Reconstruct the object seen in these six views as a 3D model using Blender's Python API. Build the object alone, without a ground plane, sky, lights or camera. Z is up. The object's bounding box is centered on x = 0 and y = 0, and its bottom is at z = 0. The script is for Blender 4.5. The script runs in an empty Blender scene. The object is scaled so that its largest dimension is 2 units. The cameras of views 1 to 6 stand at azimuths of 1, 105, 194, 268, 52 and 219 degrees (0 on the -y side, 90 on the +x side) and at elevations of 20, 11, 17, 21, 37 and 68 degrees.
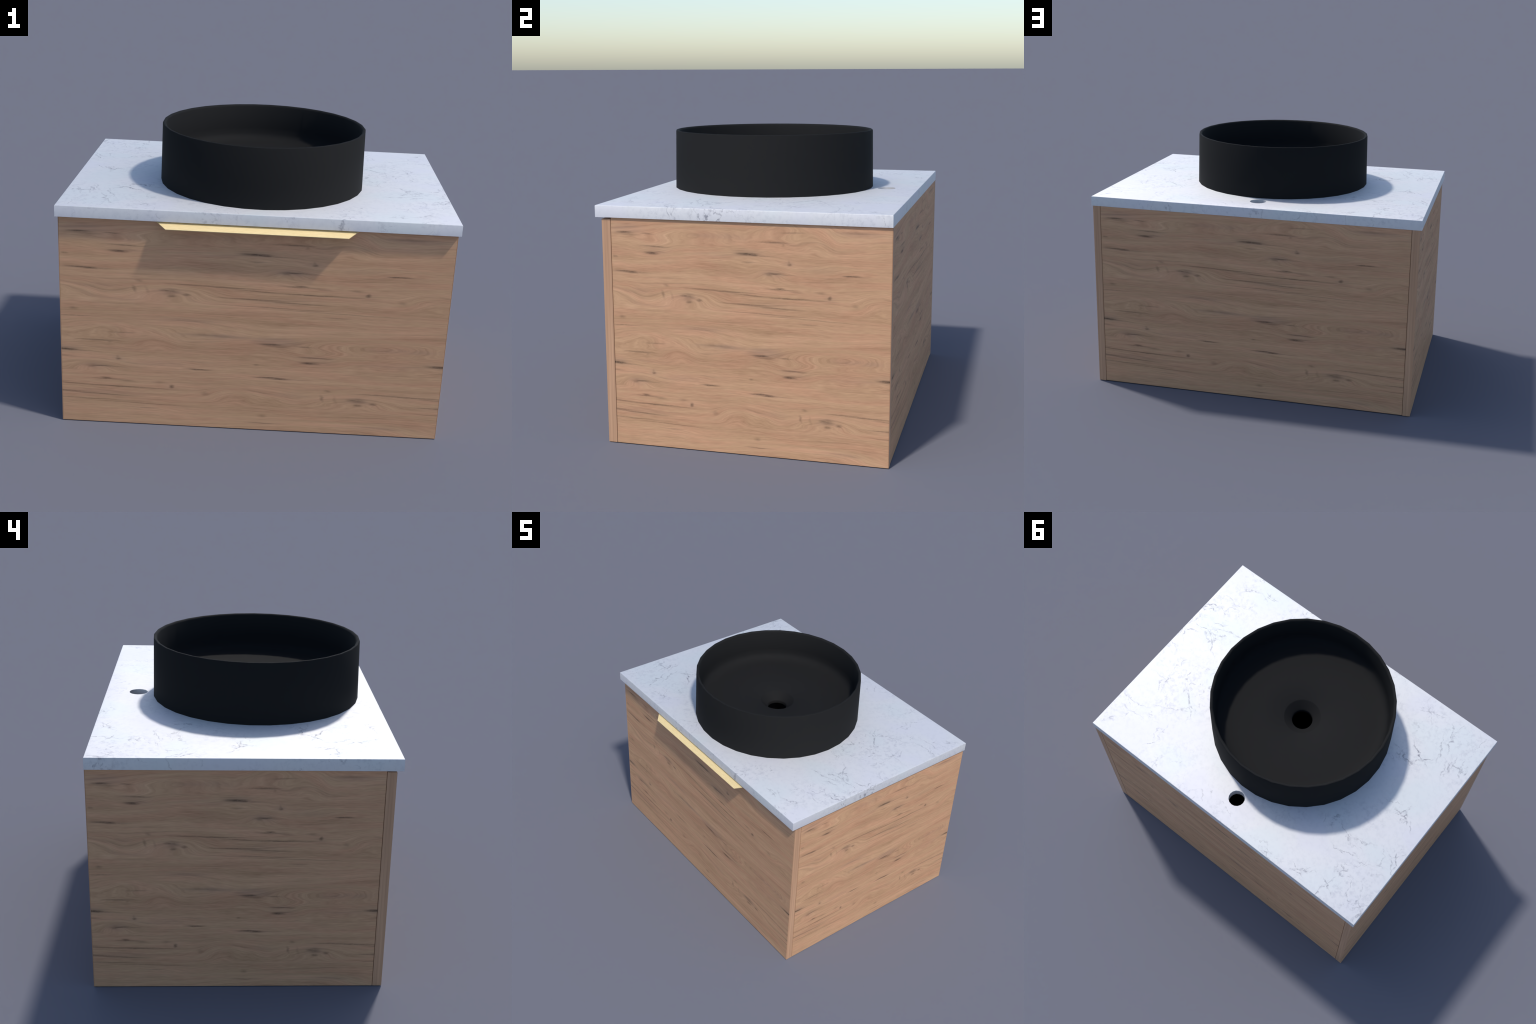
"""Wall-hung bathroom vanity: oak-look cabinet, white quartz top, round black basin, brass edge pull."""
import bpy, bmesh, math, random
from mathutils import Vector

# ------------------------------------------------------------------ sizes (metres)
TOP_Z, SLAB_UNDER = 1.2015, 1.1432          # quartz slab
SLAB_X, SLAB_FRONT, SLAB_BACK = 1.0, -0.7045, 0.737
CAB_X = 0.9905                              # half width of the cabinet
FRONT_Y, BOARD = -0.6755, 0.0450            # drawer front face, board thickness
FRONT_TOP = 1.1345
GAP = 0.0020
SIDE_FRONT = FRONT_Y + BOARD + GAP
BASIN_X, BASIN_Y, BASIN_R, SEGMENTS = 0.0030, -0.066, 0.5498, 33
TAP_Y, TAP_R = 0.564, 0.0490

COLL = bpy.context.scene.collection


def obj_from_bmesh(name, bm, parent=None, mats=(), smooth=None):
    me = bpy.data.meshes.new(name)
    bmesh.ops.recalc_face_normals(bm, faces=bm.faces)
    bm.to_mesh(me)
    bm.free()
    ob = bpy.data.objects.new(name, me)
    COLL.objects.link(ob)
    for m in mats:
        me.materials.append(m)
    if smooth is not None:
        for p in me.polygons:
            p.use_smooth = True
        me.set_sharp_from_angle(angle=math.radians(smooth))
    if parent:
        ob.parent = parent
    return ob


def box_bmesh(lo, hi, bevel=0.0, segs=1):
    bm = bmesh.new()
    bmesh.ops.create_cube(bm, size=1.0)
    lo, hi = Vector(lo), Vector(hi)
    for v in bm.verts:
        v.co = Vector([(lo[i] + hi[i]) / 2 + v.co[i] * (hi[i] - lo[i]) for i in range(3)])
    if bevel:
        bmesh.ops.bevel(bm, geom=list(bm.edges), offset=bevel, segments=segs, profile=0.5, affect='EDGES')
    return bm


# ------------------------------------------------------------------ tiny node helper
class Nodes:
    def __init__(self, name):
        self.mat = bpy.data.materials.new(name)
        self.mat.use_nodes = True
        self.t = self.mat.node_tree
        self.t.nodes.clear()
        self.out = self.t.nodes.new('ShaderNodeOutputMaterial')
        self.bsdf = self.t.nodes.new('ShaderNodeBsdfPrincipled')
        self.t.links.new(self.bsdf.outputs[0], self.out.inputs[0])

    def put(self, sock, val):
        if isinstance(val, bpy.types.NodeSocket):
            self.t.links.new(val, sock)
        elif val is not None:
            sock.default_value = val

    def math(self, op, a, b=None, c=None, clamp=False):
        n = self.t.nodes.new('ShaderNodeMath')
        n.operation = op
        n.use_clamp = clamp
        for s, v in zip(n.inputs, (a, b, c)):
            self.put(s, v)
        return n.outputs[0]

    def coord(self, kind):
        n = self.t.nodes.new('ShaderNodeTexCoord')
        return n.outputs[kind]

    def split(self, v):
        n = self.t.nodes.new('ShaderNodeSeparateXYZ')
        self.put(n.inputs[0], v)
        return n.outputs

    def vec(self, x=0.0, y=0.0, z=0.0):
        n = self.t.nodes.new('ShaderNodeCombineXYZ')
        for s, v in zip(n.inputs, (x, y, z)):
            self.put(s, v)
        return n.outputs[0]

    def noise(self, v, scale, detail=2.0, rough=0.5, dist=0.0, color=False):
        n = self.t.nodes.new('ShaderNodeTexNoise')
        self.put(n.inputs['Vector'], v)
        n.inputs['Scale'].default_value = scale
        n.inputs['Detail'].default_value = detail
        n.inputs['Roughness'].default_value = rough
        n.inputs['Distortion'].default_value = dist
        return n.outputs['Color' if color else 'Fac']

    def remap(self, x, a, b, c=0.0, d=1.0, smooth=True):
        n = self.t.nodes.new('ShaderNodeMapRange')
        n.interpolation_type = 'SMOOTHSTEP' if smooth else 'LINEAR'
        self.put(n.inputs[0], x)
        for i, v in zip((1, 2, 3, 4), (a, b, c, d)):
            n.inputs[i].default_value = v
        return n.outputs[0]

    def vmath(self, op, a, b=None):
        n = self.t.nodes.new('ShaderNodeVectorMath')
        n.operation = op
        self.put(n.inputs[0], a)
        if b is not None:
            self.put(n.inputs[1], b)
        return n.outputs['Value'] if op in ('LENGTH', 'DOT_PRODUCT') else n.outputs['Vector']

    def spot(self, v, cx, cy, rx, ry, angle=0.0, after=None):
        """normalised distance inside a tilted ellipse; v is an (x, y) pair of sockets.
        The running value `after` rides along in z, scaled away, so the masks evaluate one by one."""
        v = self.vec(v[0], v[1], after if after is not None else 0.0)
        n = self.t.nodes.new('ShaderNodeMapping')
        n.vector_type = 'TEXTURE'
        self.put(n.inputs['Vector'], v)
        n.inputs['Location'].default_value = (cx, cy, 0)
        n.inputs['Rotation'].default_value = (0, 0, angle)
        n.inputs['Scale'].default_value = (rx, ry, 1e7)
        return self.vmath('LENGTH', n.outputs[0])

    def ramp(self, fac, stops):
        n = self.t.nodes.new('ShaderNodeValToRGB')
        els = n.color_ramp.elements
        while len(els) < len(stops):
            els.new(0.5)
        for e, (p, c) in zip(els, stops):
            e.position = p
            e.color = (*c, 1)
        self.put(n.inputs[0], fac)
        return n.outputs[0]

    def mix(self, fac, a, b, mode='MIX'):
        n = self.t.nodes.new('ShaderNodeMix')
        n.data_type = 'RGBA'
        n.blend_type = mode
        self.put(n.inputs[0], fac)
        self.put(n.inputs[6], a if not isinstance(a, tuple) else (*a, 1))
        self.put(n.inputs[7], b if not isinstance(b, tuple) else (*b, 1))
        return n.outputs[2]

    def bump(self, h, strength, dist):
        n = self.t.nodes.new('ShaderNodeBump')
        n.inputs['Strength'].default_value = strength
        n.inputs['Distance'].default_value = dist
        self.put(n.inputs['Height'], h)
        self.put(self.bsdf.inputs['Normal'], n.outputs[0])

    def finish(self, color, rough=0.5, metallic=0.0, spec=0.5):
        self.put(self.bsdf.inputs['Base Color'], color if not isinstance(color, tuple) else (*color, 1))
        self.put(self.bsdf.inputs['Roughness'], rough)
        self.bsdf.inputs['Metallic'].default_value = metallic
        self.bsdf.inputs['Specular IOR Level'].default_value = spec
        return self.mat


# ------------------------------------------------------------------ wood
# The decor print is laid on every board from edge to edge and repeats with a
# half-width, half-height stagger.  u runs left to right, v from the top down.
# swirls that bend the grain: (u, v, radius u, radius v, lift)
SWIRLS = [
    (0.285, 0.325, 0.100, 0.036, 0.062), (0.585, 0.208, 0.050, 0.024, 0.034),
    (0.955, 0.312, 0.050, 0.042, 0.050), (0.155, 0.125, 0.060, 0.034, -0.022),
    (0.480, 0.140, 0.090, 0.018, 0.010), (0.040, 0.318, 0.050, 0.036, 0.034),
    (0.800, 0.175, 0.050, 0.016, 0.012), (0.745, 0.065, 0.050, 0.042, 0.040),
    (0.340, 0.462, 0.110, 0.026, 0.020),
]
# cathedral arches: long nested tongues (u, v, radius u, radius v, lift)
ARCHES = [(0.330, 0.046, 0.170, 0.032, 0.080), (0.130, 0.492, 0.230, 0.040, 0.075), (0.620, 0.040, 0.080, 0.050, 0.045)]
# dark resin streaks and splits: (u, v, half length, half height, tilt, darkness)
STREAKS = [
    (0.050, 0.0605, 0.026, 0.0040, 0.03, 0.85), (0.068, 0.0690, 0.030, 0.0050, 0.10, 0.35),
    (0.165, 0.1165, 0.044, 0.0035, 0.05, 0.60), (0.150, 0.1450, 0.021, 0.0055, 0.09, 0.95),
    (0.172, 0.1400, 0.024, 0.0025, 0.06, 0.40), (0.502, 0.1320, 0.034, 0.0055, 0.02, 1.00),
    (0.478, 0.1300, 0.020, 0.0030, -0.10, 0.80), (0.525, 0.1345, 0.018, 0.0045, 0.06, 0.85),
    (0.545, 0.1370, 0.055, 0.0028, 0.05, 0.35), (0.048, 0.2280, 0.032, 0.0038, 0.02, 0.80),
    (0.076, 0.2315, 0.022, 0.0042, 0.02, 0.90), (0.110, 0.2320, 0.040, 0.0025, 0.01, 0.35),
    (0.597, 0.0795, 0.046, 0.0035, 0.02, 0.60), (0.628, 0.0850, 0.005, 0.0080, 0.00, 0.28),
    (0.650, 0.1685, 0.006, 0.0050, 0.00, 0.65), (0.649, 0.1600, 0.004, 0.0080, 0.00, 0.25),
    (0.598, 0.2085, 0.028, 0.0035, -0.08, 0.75), (0.580, 0.2110, 0.012, 0.0065, -0.35, 0.55),
    (0.640, 0.2110, 0.030, 0.0022, 0.03, 0.35), (0.861, 0.2040, 0.028, 0.0032, 0.02, 0.85),
    (0.850, 0.2045, 0.010, 0.0030, 0.35, 0.75), (0.618, 0.2715, 0.013, 0.0048, 0.04, 0.78),
    (0.620, 0.2740, 0.046, 0.0028, 0.02, 0.60), (0.792, 0.2990, 0.0060, 0.0075, 0.0, 0.78),
    (0.672, 0.2800, 0.020, 0.0045, 0.20, 0.35), (0.760, 0.2800, 0.016, 0.0045, 0.05, 0.35),
    (0.271, 0.3220, 0.013, 0.0045, 0.00, 0.62), (0.287, 0.3240, 0.017, 0.0120, -0.20, 0.45),
    (0.287, 0.3470, 0.009, 0.0055, 0.00, 0.60), (0.327, 0.3370, 0.009, 0.0055, 0.15, 0.58),
    (0.191, 0.3200, 0.0045, 0.0140, -0.50, 0.48), (0.204, 0.2810, 0.009, 0.0050, 0.40, 0.38),
    (0.225, 0.3250, 0.004, 0.0160, -0.40, 0.22), (0.340, 0.2885, 0.060, 0.0024, 0.01, 0.55),
    (0.430, 0.2935, 0.075, 0.0028, 0.06, 0.65), (0.520, 0.3050, 0.065, 0.0026, 0.12, 0.55),
    (0.650, 0.3105, 0.085, 0.0030, 0.02, 0.70), (0.745, 0.3130, 0.060, 0.0022, 0.01, 0.40),
    (0.500, 0.3440, 0.070, 0.0030, 0.05, 0.60), (0.600, 0.3530, 0.075, 0.0030, 0.10, 0.55),
    (0.560, 0.3800, 0.120, 0.0026, 0.06, 0.45), (0.720, 0.3930, 0.120, 0.0024, 0.08, 0.35),
    (0.330, 0.4590, 0.045, 0.0035, 0.02, 0.28), (0.365, 0.4640, 0.035, 0.0028, 0.03, 0.25),
    (0.880, 0.0300, 0.055, 0.0045, 0.02, 0.28), (0.660, 0.0370, 0.035, 0.0030, -0.05, 0.40),
    (0.505, 0.1660, 0.022, 0.0035, 0.02, 0.40), (0.135, 0.0640, 0.022, 0.0030, 0.08, 0.50),
    (0.014, 0.1650, 0.008, 0.0035, 0.10, 0.50), (0.034, 0.4270, 0.010, 0.0060, 0.00, 0.40),
    (0.040, 0.4640, 0.045, 0.0018, 0.0, 0.55), (0.720, 0.4150, 0.030, 0.0030, 0.02, 0.35),
    (0.030, 0.3060, 0.050, 0.0040, 0.55, 0.25), (0.880, 0.3270, 0.010, 0.0070, 0.3, 0.35),
]
# grey-violet stains: (u, v, half length, half height, strength)
STAINS = [
    (0.060, 0.045, 0.090, 0.028, 0.65), (0.165, 0.130, 0.070, 0.028, 0.35), (0.500, 0.128, 0.075, 0.024, 0.55),
    (0.285, 0.326, 0.060, 0.026, 0.45), (0.590, 0.208, 0.055, 0.024, 0.50), (0.400, 0.062, 0.130, 0.016, 0.40),
    (0.900, 0.034, 0.130, 0.018, 0.55), (0.600, 0.345, 0.150, 0.020, 0.30), (0.105, 0.310, 0.060, 0.018, 0.25),
    (0.060, 0.230, 0.070, 0.012, 0.30), (0.400, 0.140, 0.140, 0.018, 0.25), (0.760, 0.185, 0.100, 0.020, 0.25),
    (0.340, 0.462, 0.120, 0.020, 0.30), (0.792, 0.300, 0.030, 0.018, 0.25), (0.650, 0.165, 0.025, 0.020, 0.30),
]


def staggered(features, reach):
    """add the neighbouring repeats of a feature that spill into the print's base cell (1 x 0.5)"""
    out = []
    for f in features:
        cu, cv, ru, rv = f[:4]
        for du, dv in ((0, 0), (1, 0), (-1, 0), (0.5, 0.5), (-0.5, 0.5), (0.5, -0.5), (-0.5, -0.5)):
            x, y = cu + du, cv + dv
            if -reach * ru < x < 1 + reach * ru and -reach * rv < y < 0.5 + reach * rv:
                out.append((x, y) + tuple(f[2:]))
    return out


def wood_material():
    n = Nodes('oak_decor')
    x, _, z = n.split(n.coord('Generated'))[:]
    v = n.math('SUBTRACT', 1.0, z)
    u = x
    row = n.math('FLOOR', n.math('MULTIPLY', v, 2.0))
    fu = n.math('FRACT', n.math('MULTIPLY_ADD', row, 0.5, u))
    fv = n.math('MULTIPLY_ADD', row, -0.5, v)
    # slight waviness for every hand-placed feature
    wob = n.noise(n.vec(n.math('MULTIPLY', u, 22.0), n.math('MULTIPLY', v, 60.0)), 1.0, 3.0, 0.6, color=True)
    wx, wy, _ = n.split(wob)[:]
    pu = n.math('MULTIPLY_ADD', n.math('SUBTRACT', wx, 0.5), 0.016, fu)
    pv = n.math('MULTIPLY_ADD', n.math('SUBTRACT', wy, 0.5), 0.0065, fv)
    p = (pu, pv)
    # grain field
    slow = n.noise(n.vec(n.math('MULTIPLY', u, 2.2), n.math('MULTIPLY', v, 5.0), 3.1), 1.0, 2.0, 0.5)
    mid = n.noise(n.vec(n.math('MULTIPLY', u, 9.0), n.math('MULTIPLY', v, 22.0), 7.7), 1.0, 2.0, 0.55)
    g = n.math('MULTIPLY_ADD', slow, 0.075, v)
    g = n.math('MULTIPLY_ADD', mid, 0.009, g)
    for cu, cv, ru, rv, lift in staggered(SWIRLS + ARCHES, 1.9):
        d = n.spot(p, cu, cv, ru, rv, 0.0, g)
        k = n.remap(d, 0.0, 1.9, 1.0, 0.0)
        g = n.math('MULTIPLY_ADD', k, lift * 0.8, g)
    broad = n.noise(n.vec(n.math('MULTIPLY', u, 0.8), n.math('MULTIPLY', g, 16.0), 1.0), 1.0, 3.0, 0.6)
    ring = n.noise(n.vec(n.math('MULTIPLY', u, 2.2), n.math('MULTIPLY', g, 95.0), 2.0), 1.0, 2.5, 0.55)
    line = n.noise(n.vec(n.math('MULTIPLY', u, 3.2), n.math('MULTIPLY', g, 62.0), 5.0), 1.0, 2.0, 0.5)
    fibre = n.noise(n.vec(n.math('MULTIPLY', u, 22.0), n.math('MULTIPLY', g, 330.0), 4.0), 1.0, 2.0, 0.6)
    tone = n.math('ADD', n.math('MULTIPLY', n.math('SUBTRACT', broad, 0.5), 0.85),
                  n.math('MULTIPLY', n.math('SUBTRACT', ring, 0.5), 0.62))
    tone = n.math('MULTIPLY_ADD', n.math('SUBTRACT', fibre, 0.5), 0.90, tone)
    tone = n.math('ADD', tone, 0.5)
    col = n.ramp(tone, [(0.12, (0.400, 0.220, 0.124)), (0.42, (0.510, 0.293, 0.170)),
                        (0.62, (0.572, 0.336, 0.198)), (0.90, (0.650, 0.388, 0.236))])
    # drifting hue between pinkish and yellowish tan
    hue = n.noise(n.vec(n.math('MULTIPLY', u, 5.0), n.math('MULTIPLY', g, 30.0), 9.0), 1.0, 2.0, 0.5)
    col = n.mix(n.remap(hue, 0.42, 0.68, 0.0, 0.40), col, n.mix(1.0, col, (1.06, 0.93, 0.92), 'MULTIPLY'))
    col = n.mix(n.remap(hue, 0.60, 0.35, 0.0, 0.5), col, n.mix(1.0, col, (0.96, 0.99, 0.93), 'MULTIPLY'))
    smudge = n.noise(n.vec(n.math('MULTIPLY', u, 3.6), n.math('MULTIPLY', g, 13.0), 12.0), 1.0, 3.0, 0.6)
    col = n.mix(n.remap(smudge, 0.50, 0.72, 0.0, 0.45), col, n.mix(1.0, col, (0.80, 0.77, 0.76), 'MULTIPLY'))
    # late-wood lines
    late = n.remap(line, 0.58, 0.76, 0.0, 0.30)
    col = n.mix(late, col, (0.250, 0.140, 0.085))
    # grey stains
    stain = None
    for cu, cv, ru, rv, s in staggered(STAINS, 1.15):
        d = n.spot(p, cu, cv, ru, rv, 0.0, stain if stain is not None else g)
        k = n.remap(d, 0.15, 1.15, s, 0.0)
        stain = k if stain is None else n.math('MAXIMUM', stain, k)
    grainy = n.math('MULTIPLY', stain, n.remap(ring, 0.30, 0.66, 1.0, 0.35))
    col = n.mix(n.math('MULTIPLY', grainy, 0.78), col, (0.275, 0.180, 0.132))
    # resin streaks
    dark = None
    ragged = n.noise(n.vec(n.math('MULTIPLY', u, 110.0), n.math('MULTIPLY', v, 260.0), 0.0), 1.0, 2.0, 0.6)
    for cu, cv, ru, rv, a, s in staggered(STREAKS, 1.6):
        d = n.spot(p, cu, cv, ru, rv, a * 0.5, dark if dark is not None else stain)
        k = n.remap(d, 0.0, 1.85, s, 0.0)
        dark = k if dark is None else n.math('MAXIMUM', dark, k)
    dark = n.math('MULTIPLY', dark, n.remap(ragged, 0.25, 0.55, 0.60, 1.0))
    col = n.mix(n.math('MULTIPLY', dark, 0.90, clamp=True), col, (0.074, 0.044, 0.029))
    return n.finish(col, 0.60, 0.0, 0.22)


def edge_band_material():
    n = Nodes('oak_edge_band')
    x, y, z = n.split(n.coord('Object'))[:]
    s = n.math('ADD', x, y)
    wide = n.noise(n.vec(n.math('MULTIPLY', s, 90.0), 0.0, n.math('MULTIPLY', z, 1.2)), 1.0, 2.0, 0.5)
    fine = n.noise(n.vec(n.math('MULTIPLY', s, 420.0), 3.0, n.math('MULTIPLY', z, 3.0)), 1.0, 2.0, 0.6)
    t = n.math('ADD', n.math('MULTIPLY', wide, 0.65), n.math('MULTIPLY', fine, 0.35))
    col = n.ramp(t, [(0.28, (0.370, 0.205, 0.118)), (0.48, (0.480, 0.278, 0.166)), (0.68, (0.580, 0.345, 0.210))])
    return n.finish(col, 0.55, 0.0, 0.35)


# ------------------------------------------------------------------ quartz
# where the grey veining gathers on the slab: (x, y, radius x, radius y, strength)
VEIN_NESTS = [
    (0.88, -0.15, 0.14, 0.05, 1.0), (0.95, -0.17, 0.05, 0.10, 0.8), (0.74, -0.27, 0.08, 0.06, 0.9), (0.86, 0.47, 0.08, 0.10, 0.7),
    (0.606, 0.587, 0.05, 0.08, 0.8), (-0.79, 0.417, 0.09, 0.05, 1.0), (-0.73, 0.66, 0.06, 0.10, 1.0),
    (-0.678, -0.29, 0.10, 0.06, 1.0), (-0.84, 0.046, 0.06, 0.08, 0.9), (-0.768, -0.50, 0.05, 0.10, 0.8),
    (0.956, -0.31, 0.06, 0.04, 0.9), (-0.542, 0.676, 0.09, 0.05, 0.7), (0.647, 0.214, 0.06, 0.12, 0.7),
    (0.87, -0.585, 0.06, 0.04, 0.7), (0.708, -0.615, 0.05, 0.05, 0.7), (0.856, 0.266, 0.05, 0.09, 0.7),
    (0.19, 0.672, 0.08, 0.05, 0.5), (-0.978, 0.302, 0.05, 0.09, 1.0), (-0.945, -0.437, 0.05, 0.06, 0.9),
    (-0.642, 0.343, 0.10, 0.04, 0.6), (0.526, 0.701, 0.05, 0.04, 0.6), (0.437, -0.678, 0.07, 0.04, 0.7),
    (-0.958, 0.65, 0.05, 0.07, 0.7), (-0.09, 0.72, 0.07, 0.04, 0.5), (-0.863, -0.384, 0.05, 0.09, 0.7),
    (-0.55, -0.62, 0.09, 0.05, 0.5), (-0.1, -0.66, 0.10, 0.04, 0.5), (0.62, -0.05, 0.05, 0.09, 0.6),
]


def quartz_material():
    n = Nodes('white_quartz')
    P = n.coord('Object')
    x, y, z = n.split(P)[:]
    big = n.noise(P, 11.0, 2.0, 0.5, color=True)
    small = n.noise(P, 46.0, 2.0, 0.6, color=True)
    wv = n.vmath('ADD', P, n.vmath('MULTIPLY', n.vmath('SUBTRACT', big, (0.5, 0.5, 0.5)), (0.10, 0.10, 0.10)))
    wv = n.vmath('ADD', wv, n.vmath('MULTIPLY', n.vmath('SUBTRACT', small, (0.5, 0.5, 0.5)), (0.030, 0.030, 0.030)))
    flat = n.split(wv)[:2]
    rng = random.Random(11)
    vein = None
    for cx, cy, rx, ry, s in VEIN_NESTS:
        lean = 0.0 if rx >= ry else math.pi / 2
        for k in range(4):
            px, py = cx + rng.gauss(0, rx * 0.55), cy + rng.gauss(0, ry * 0.55)
            length = max(rx, ry) * rng.uniform(0.35, 0.85)
            d = n.spot(flat, px, py, length, rng.uniform(0.0028, 0.0050), lean + rng.gauss(0, 0.6), vein)
            k = n.remap(d, 0.15, 1.6, s * rng.uniform(0.45, 1.0), 0.0)
            vein = k if vein is None else n.math('MAXIMUM', vein, k)
    speck = n.remap(n.noise(n.vmath('ADD', P, (5.0, 1.0, 9.0)), 40.0, 2.0, 0.6), 0.40, 0.60, 0.0, 1.0)
    vein = n.math('MULTIPLY', vein, n.math('MULTIPLY_ADD', speck, 0.85, 0.15))
    c = n.noise(n.vmath('ADD', wv, (3.3, 14.1, 8.2)), 3.6, 2.0, 0.5)
    vc = n.remap(n.math('ABSOLUTE', n.math('SUBTRACT', c, 0.5)), 0.0, 0.008, 1.0, 0.0)
    patch = n.remap(n.noise(P, 4.3, 2.0, 0.5), 0.46, 0.62, 0.10, 1.0)
    vein = n.math('MAXIMUM', vein, n.math('MULTIPLY', n.math('MULTIPLY', vc, speck), n.math('MULTIPLY', patch, 0.50)))
    near = n.math('MULTIPLY', patch, 0.55)
    cloud = n.noise(n.vmath('ADD', P, (2.0, 7.0, 1.0)), 38.0, 4.0, 0.7)
    base = n.ramp(cloud, [(0.25, (0.705, 0.703, 0.718)), (0.5, (0.745, 0.741, 0.750)), (0.8, (0.765, 0.760, 0.766))])
    tint = n.noise(n.vmath('ADD', P, (8.0, 3.0, 5.0)), 3.4, 1.0, 0.4)
    base = n.mix(n.remap(tint, 0.50, 0.66, 0.0, 0.5), base, (0.710, 0.745, 0.750))
    base = n.mix(n.remap(tint, 0.48, 0.34, 0.0, 0.5), base, (0.730, 0.722, 0.765))
    smoke = n.math('MULTIPLY', near, n.remap(cloud, 0.54, 0.32, 0.0, 0.45))
    base = n.mix(smoke, base, (0.500, 0.500, 0.545))
    col = n.mix(n.math('MULTIPLY', vein, 0.74, clamp=True), base, (0.175, 0.172, 0.225))
    # polished stone with a broad forward sheen: mostly specular, wide lobe
    return n.finish(col, 0.79, 0.84, 0.5)


def basin_material():
    n = Nodes('matt_black_ceramic')
    f = n.noise(n.coord('Object'), 300.0, 2.0, 0.5)
    col = n.ramp(f, [(0.3, (0.0126, 0.0127, 0.0129)), (0.7, (0.0142, 0.0143, 0.0145))])
    return n.finish(col, 0.75, 0.0, 0.07)


def brass_material():
    n = Nodes('brushed_brass')
    P = n.coord('Object')
    x, y, z = n.split(P)[:]
    s = n.noise(n.vec(n.math('MULTIPLY', x, 30.0), n.math('MULTIPLY', y, 320.0), n.math('MULTIPLY', z, 320.0)), 1.0, 3.0, 0.65)
    col = n.ramp(s, [(0.30, (0.74, 0.565, 0.275)), (0.50, (0.795, 0.618, 0.315)), (0.72, (0.85, 0.68, 0.37))])
    n.bump(s, 0.05, 0.001)
    return n.finish(col, 0.60, 0.25, 0.5)


def chipboard_material():
    n = Nodes('cabinet_interior')
    f = n.noise(n.coord('Object'), 120.0, 3.0, 0.6)
    return n.finish(n.ramp(f, [(0.3, (0.06, 0.045, 0.035)), (0.7, (0.09, 0.065, 0.05))]), 0.8)


WOOD, BAND, QUARTZ = wood_material(), edge_band_material(), quartz_material()
BLACK, BRASS, CORE = basin_material(), brass_material(), chipboard_material()

# ------------------------------------------------------------------ the thing
vanity = bpy.data.objects.new('bathroom_vanity', None)
COLL.objects.link(vanity)
vanity['label'] = 'wood-look vanity cabinet with white quartz top and round black basin'
vanity['category'] = 'bathroom vanity'


def board(name, width, thick, z0, z1, place, turn, bevel=0.0015):
    """board with the decor face on local -y, u along local +x; place = outer left bottom corner"""
    bm = box_bmesh((0, 0, 0), (width, thick, z1 - z0), bevel)
    ob = obj_from_bmesh(name, bm, vanity, [WOOD])
    ob.location = (place[0], place[1], z0)
    ob.rotation_euler = (0, 0, turn)
    return ob


def edge_band(parent, width, thick, height):
    """thin strip glued on one end of a board: local x thin, y = board thickness"""
    bm = box_bmesh((0, 0, 0), (width, thick, height), min(width, 0.002) * 0.45)
    return obj_from_bmesh('edge_band', bm, parent, [BAND])


BAND_T = 0.002
# drawer front with a band on each end
front = board('drawer_front', 2 * CAB_X - 2 * BAND_T, BOARD, 0.0, FRONT_TOP, (-CAB_X + BAND_T, FRONT_Y), 0.0, 0.002)
for off in (-BAND_T, 2 * CAB_X - 2 * BAND_T):
    e = edge_band(front, BAND_T, BOARD, FRONT_TOP)
    e.location = (off, 0, 0)
# sides (the band closes the rear end grain)
depth = SLAB_BACK - SIDE_FRONT
side_r = board('side_panel', depth - BAND_T, BOARD, 0.0, SLAB_UNDER, (CAB_X, SIDE_FRONT), math.pi / 2)
e = edge_band(side_r, BAND_T, BOARD, SLAB_UNDER)
e.location = (depth - BAND_T, 0, 0)
side_l = board('side_panel', depth - BAND_T, BOARD, 0.0, SLAB_UNDER, (-CAB_X, SLAB_BACK - BAND_T), -math.pi / 2)
e = edge_band(side_l, BAND_T, BOARD, SLAB_UNDER)
e.location = (-BAND_T, 0, 0)
# back, between the sides
inner = CAB_X - BOARD - GAP
board('back_panel', 2 * inner, BOARD, 0.002, SLAB_UNDER - 0.0005, (inner, SLAB_BACK - 0.0005), math.pi)
# floor of the carcass
obj_from_bmesh('bottom_panel', box_bmesh((-inner, SIDE_FRONT + 0.002, 0.001), (inner, SLAB_BACK - BOARD - 0.004, 0.001 + BOARD)), vanity, [CORE])



# ------------------------------------------------------------------ countertop with its two holes
def ring_cutter(cx, cy, r, segs, z0, z1, phase=0.0):
    bm = bmesh.new()
    bmesh.ops.create_cone(bm, cap_ends=True, segments=segs, radius1=r, radius2=r, depth=z1 - z0)
    for v in bm.verts:
        c, s = math.cos(phase), math.sin(phase)
        v.co = Vector((cx + v.co.x * c - v.co.y * s, cy + v.co.x * s + v.co.y * c, v.co.z + (z0 + z1) / 2))
    return obj_from_bmesh('hole_cutter', bm)


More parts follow.
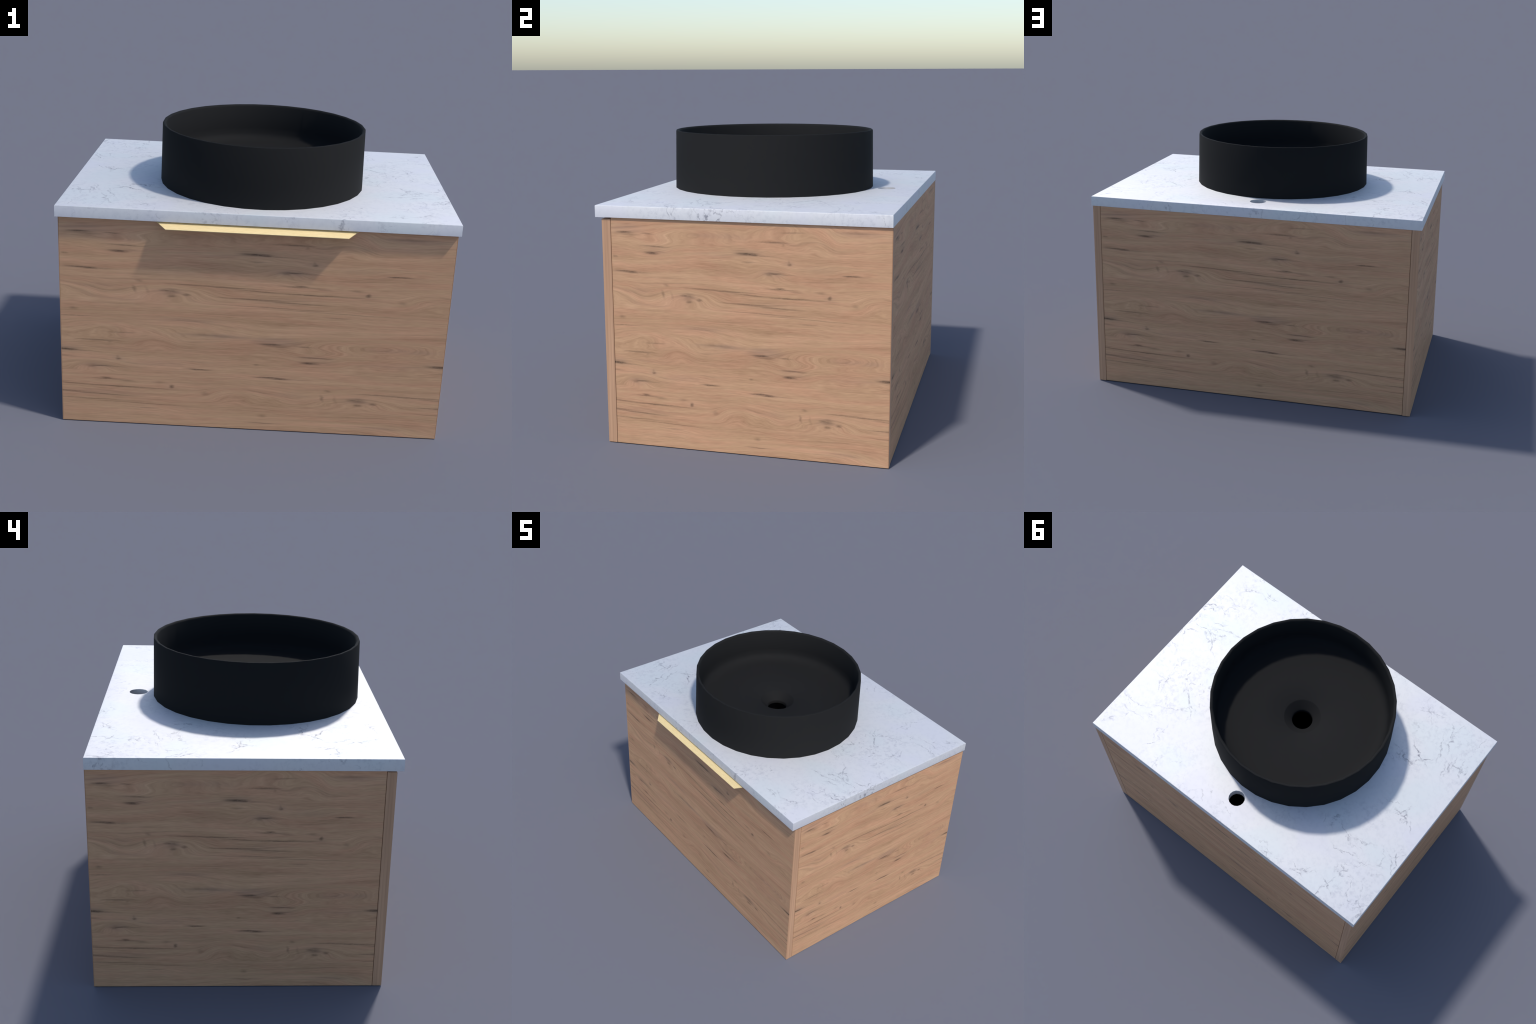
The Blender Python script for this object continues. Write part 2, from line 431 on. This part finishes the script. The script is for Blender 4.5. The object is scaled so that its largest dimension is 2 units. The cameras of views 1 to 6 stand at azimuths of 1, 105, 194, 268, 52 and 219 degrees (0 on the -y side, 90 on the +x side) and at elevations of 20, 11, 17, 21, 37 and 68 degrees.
bm = bmesh.new()
bmesh.ops.create_cube(bm, size=1.0)
lo, hi = (-SLAB_X, SLAB_FRONT, SLAB_UNDER), (SLAB_X, SLAB_BACK, TOP_Z)
for v in bm.verts:
    v.co = Vector([(lo[i] + hi[i]) / 2 + v.co[i] * (hi[i] - lo[i]) for i in range(3)])
rim = [ed for ed in bm.edges if all(abs(v.co.z - TOP_Z) < 1e-6 for v in ed.verts)]
bmesh.ops.bevel(bm, geom=rim, offset=0.004, segments=2, profile=0.5, affect='EDGES')
slab = obj_from_bmesh('countertop', bm, vanity, [QUARTZ])
cutters = [ring_cutter(0, TAP_Y, TAP_R, 16, SLAB_UNDER - 0.05, TOP_Z + 0.05),
           ring_cutter(BASIN_X, BASIN_Y, 0.118, SEGMENTS, SLAB_UNDER - 0.05, TOP_Z + 0.05)]
for c in cutters:
    m = slab.modifiers.new('cut', 'BOOLEAN')
    m.operation, m.solver, m.object = 'DIFFERENCE', 'EXACT', c
dg = bpy.context.evaluated_depsgraph_get()
me = bpy.data.meshes.new_from_object(slab.evaluated_get(dg))
slab.modifiers.clear()
slab.data = me
for c in cutters:
    bpy.data.objects.remove(c)
for p in me.polygons:
    p.use_smooth = True
me.set_sharp_from_angle(angle=math.radians(30))


# ------------------------------------------------------------------ basin: turned profile (radius, height above slab)
PROFILE = [
    (0.062, 0.019), (0.112, 0.017), (0.112, -0.0570), (0.116, -0.0570), (0.116, 0.002), (0.540, 0.002), (0.5450, 0.0006), (BASIN_R, 0.0),
    (0.5445, 0.3095), (0.5425, 0.3130), (0.5385, 0.3145), (0.5335, 0.3135), (0.5290, 0.3100), (0.5260, 0.3040),
    (0.5180, 0.180), (0.5140, 0.1480), (0.5050, 0.1285), (0.4870, 0.1155), (0.4550, 0.1075), (0.4100, 0.1045),
    (0.2600, 0.0975), (0.1150, 0.0855), (0.1080, 0.0820), (0.0720, 0.0450), (0.0640, 0.0400), (0.0620, 0.0360),
]
bm = bmesh.new()
rings = []
for r, h in PROFILE:
    rings.append([bm.verts.new((BASIN_X + r * math.cos(2 * math.pi * k / SEGMENTS), BASIN_Y + r * math.sin(2 * math.pi * k / SEGMENTS), TOP_Z + h))
                  for k in range(SEGMENTS)])
for i in range(len(rings)):
    a, b = rings[i], rings[(i + 1) % len(rings)]
    for k in range(SEGMENTS):
        bm.faces.new((a[k], a[(k + 1) % SEGMENTS], b[(k + 1) % SEGMENTS], b[k]))
obj_from_bmesh('basin', bm, vanity, [BLACK], smooth=38)

# ------------------------------------------------------------------ edge pull: flange on the drawer front, lip bent down
SHEET = 0.0032
# stations across the sheet: (y, z of the upper face, half width)
STATIONS = [(-0.6320, 1.1380, 0.506), (-0.6760, 1.1380, 0.506), (-0.6900, 1.1380, 0.4980), (-0.6925, 1.1374, 0.4960), (-0.6950, 1.1362, 0.4935), (-0.7370, 1.1152, 0.4485)]
bm = bmesh.new()
upper, lower = [], []
for i, (y, z, w) in enumerate(STATIONS):
    dy, dz = (0.0, -SHEET) if i < 3 else (0.0014, -SHEET)
    upper.append([bm.verts.new((s * w, y, z)) for s in (-1, 1)])
    lower.append([bm.verts.new((s * w, y + dy, z + dz)) for s in (-1, 1)])
for i in range(len(STATIONS) - 1):
    bm.faces.new((upper[i][0], upper[i][1], upper[i + 1][1], upper[i + 1][0]))
    bm.faces.new((lower[i][0], lower[i + 1][0], lower[i + 1][1], lower[i][1]))
    for s in (0, 1):
        bm.faces.new((upper[i][s], upper[i + 1][s], lower[i + 1][s], lower[i][s]))
for i in (0, -1):
    bm.faces.new((upper[i][0], upper[i][1], lower[i][1], lower[i][0]))
obj_from_bmesh('edge_pull', bm, vanity, [BRASS], smooth=28)
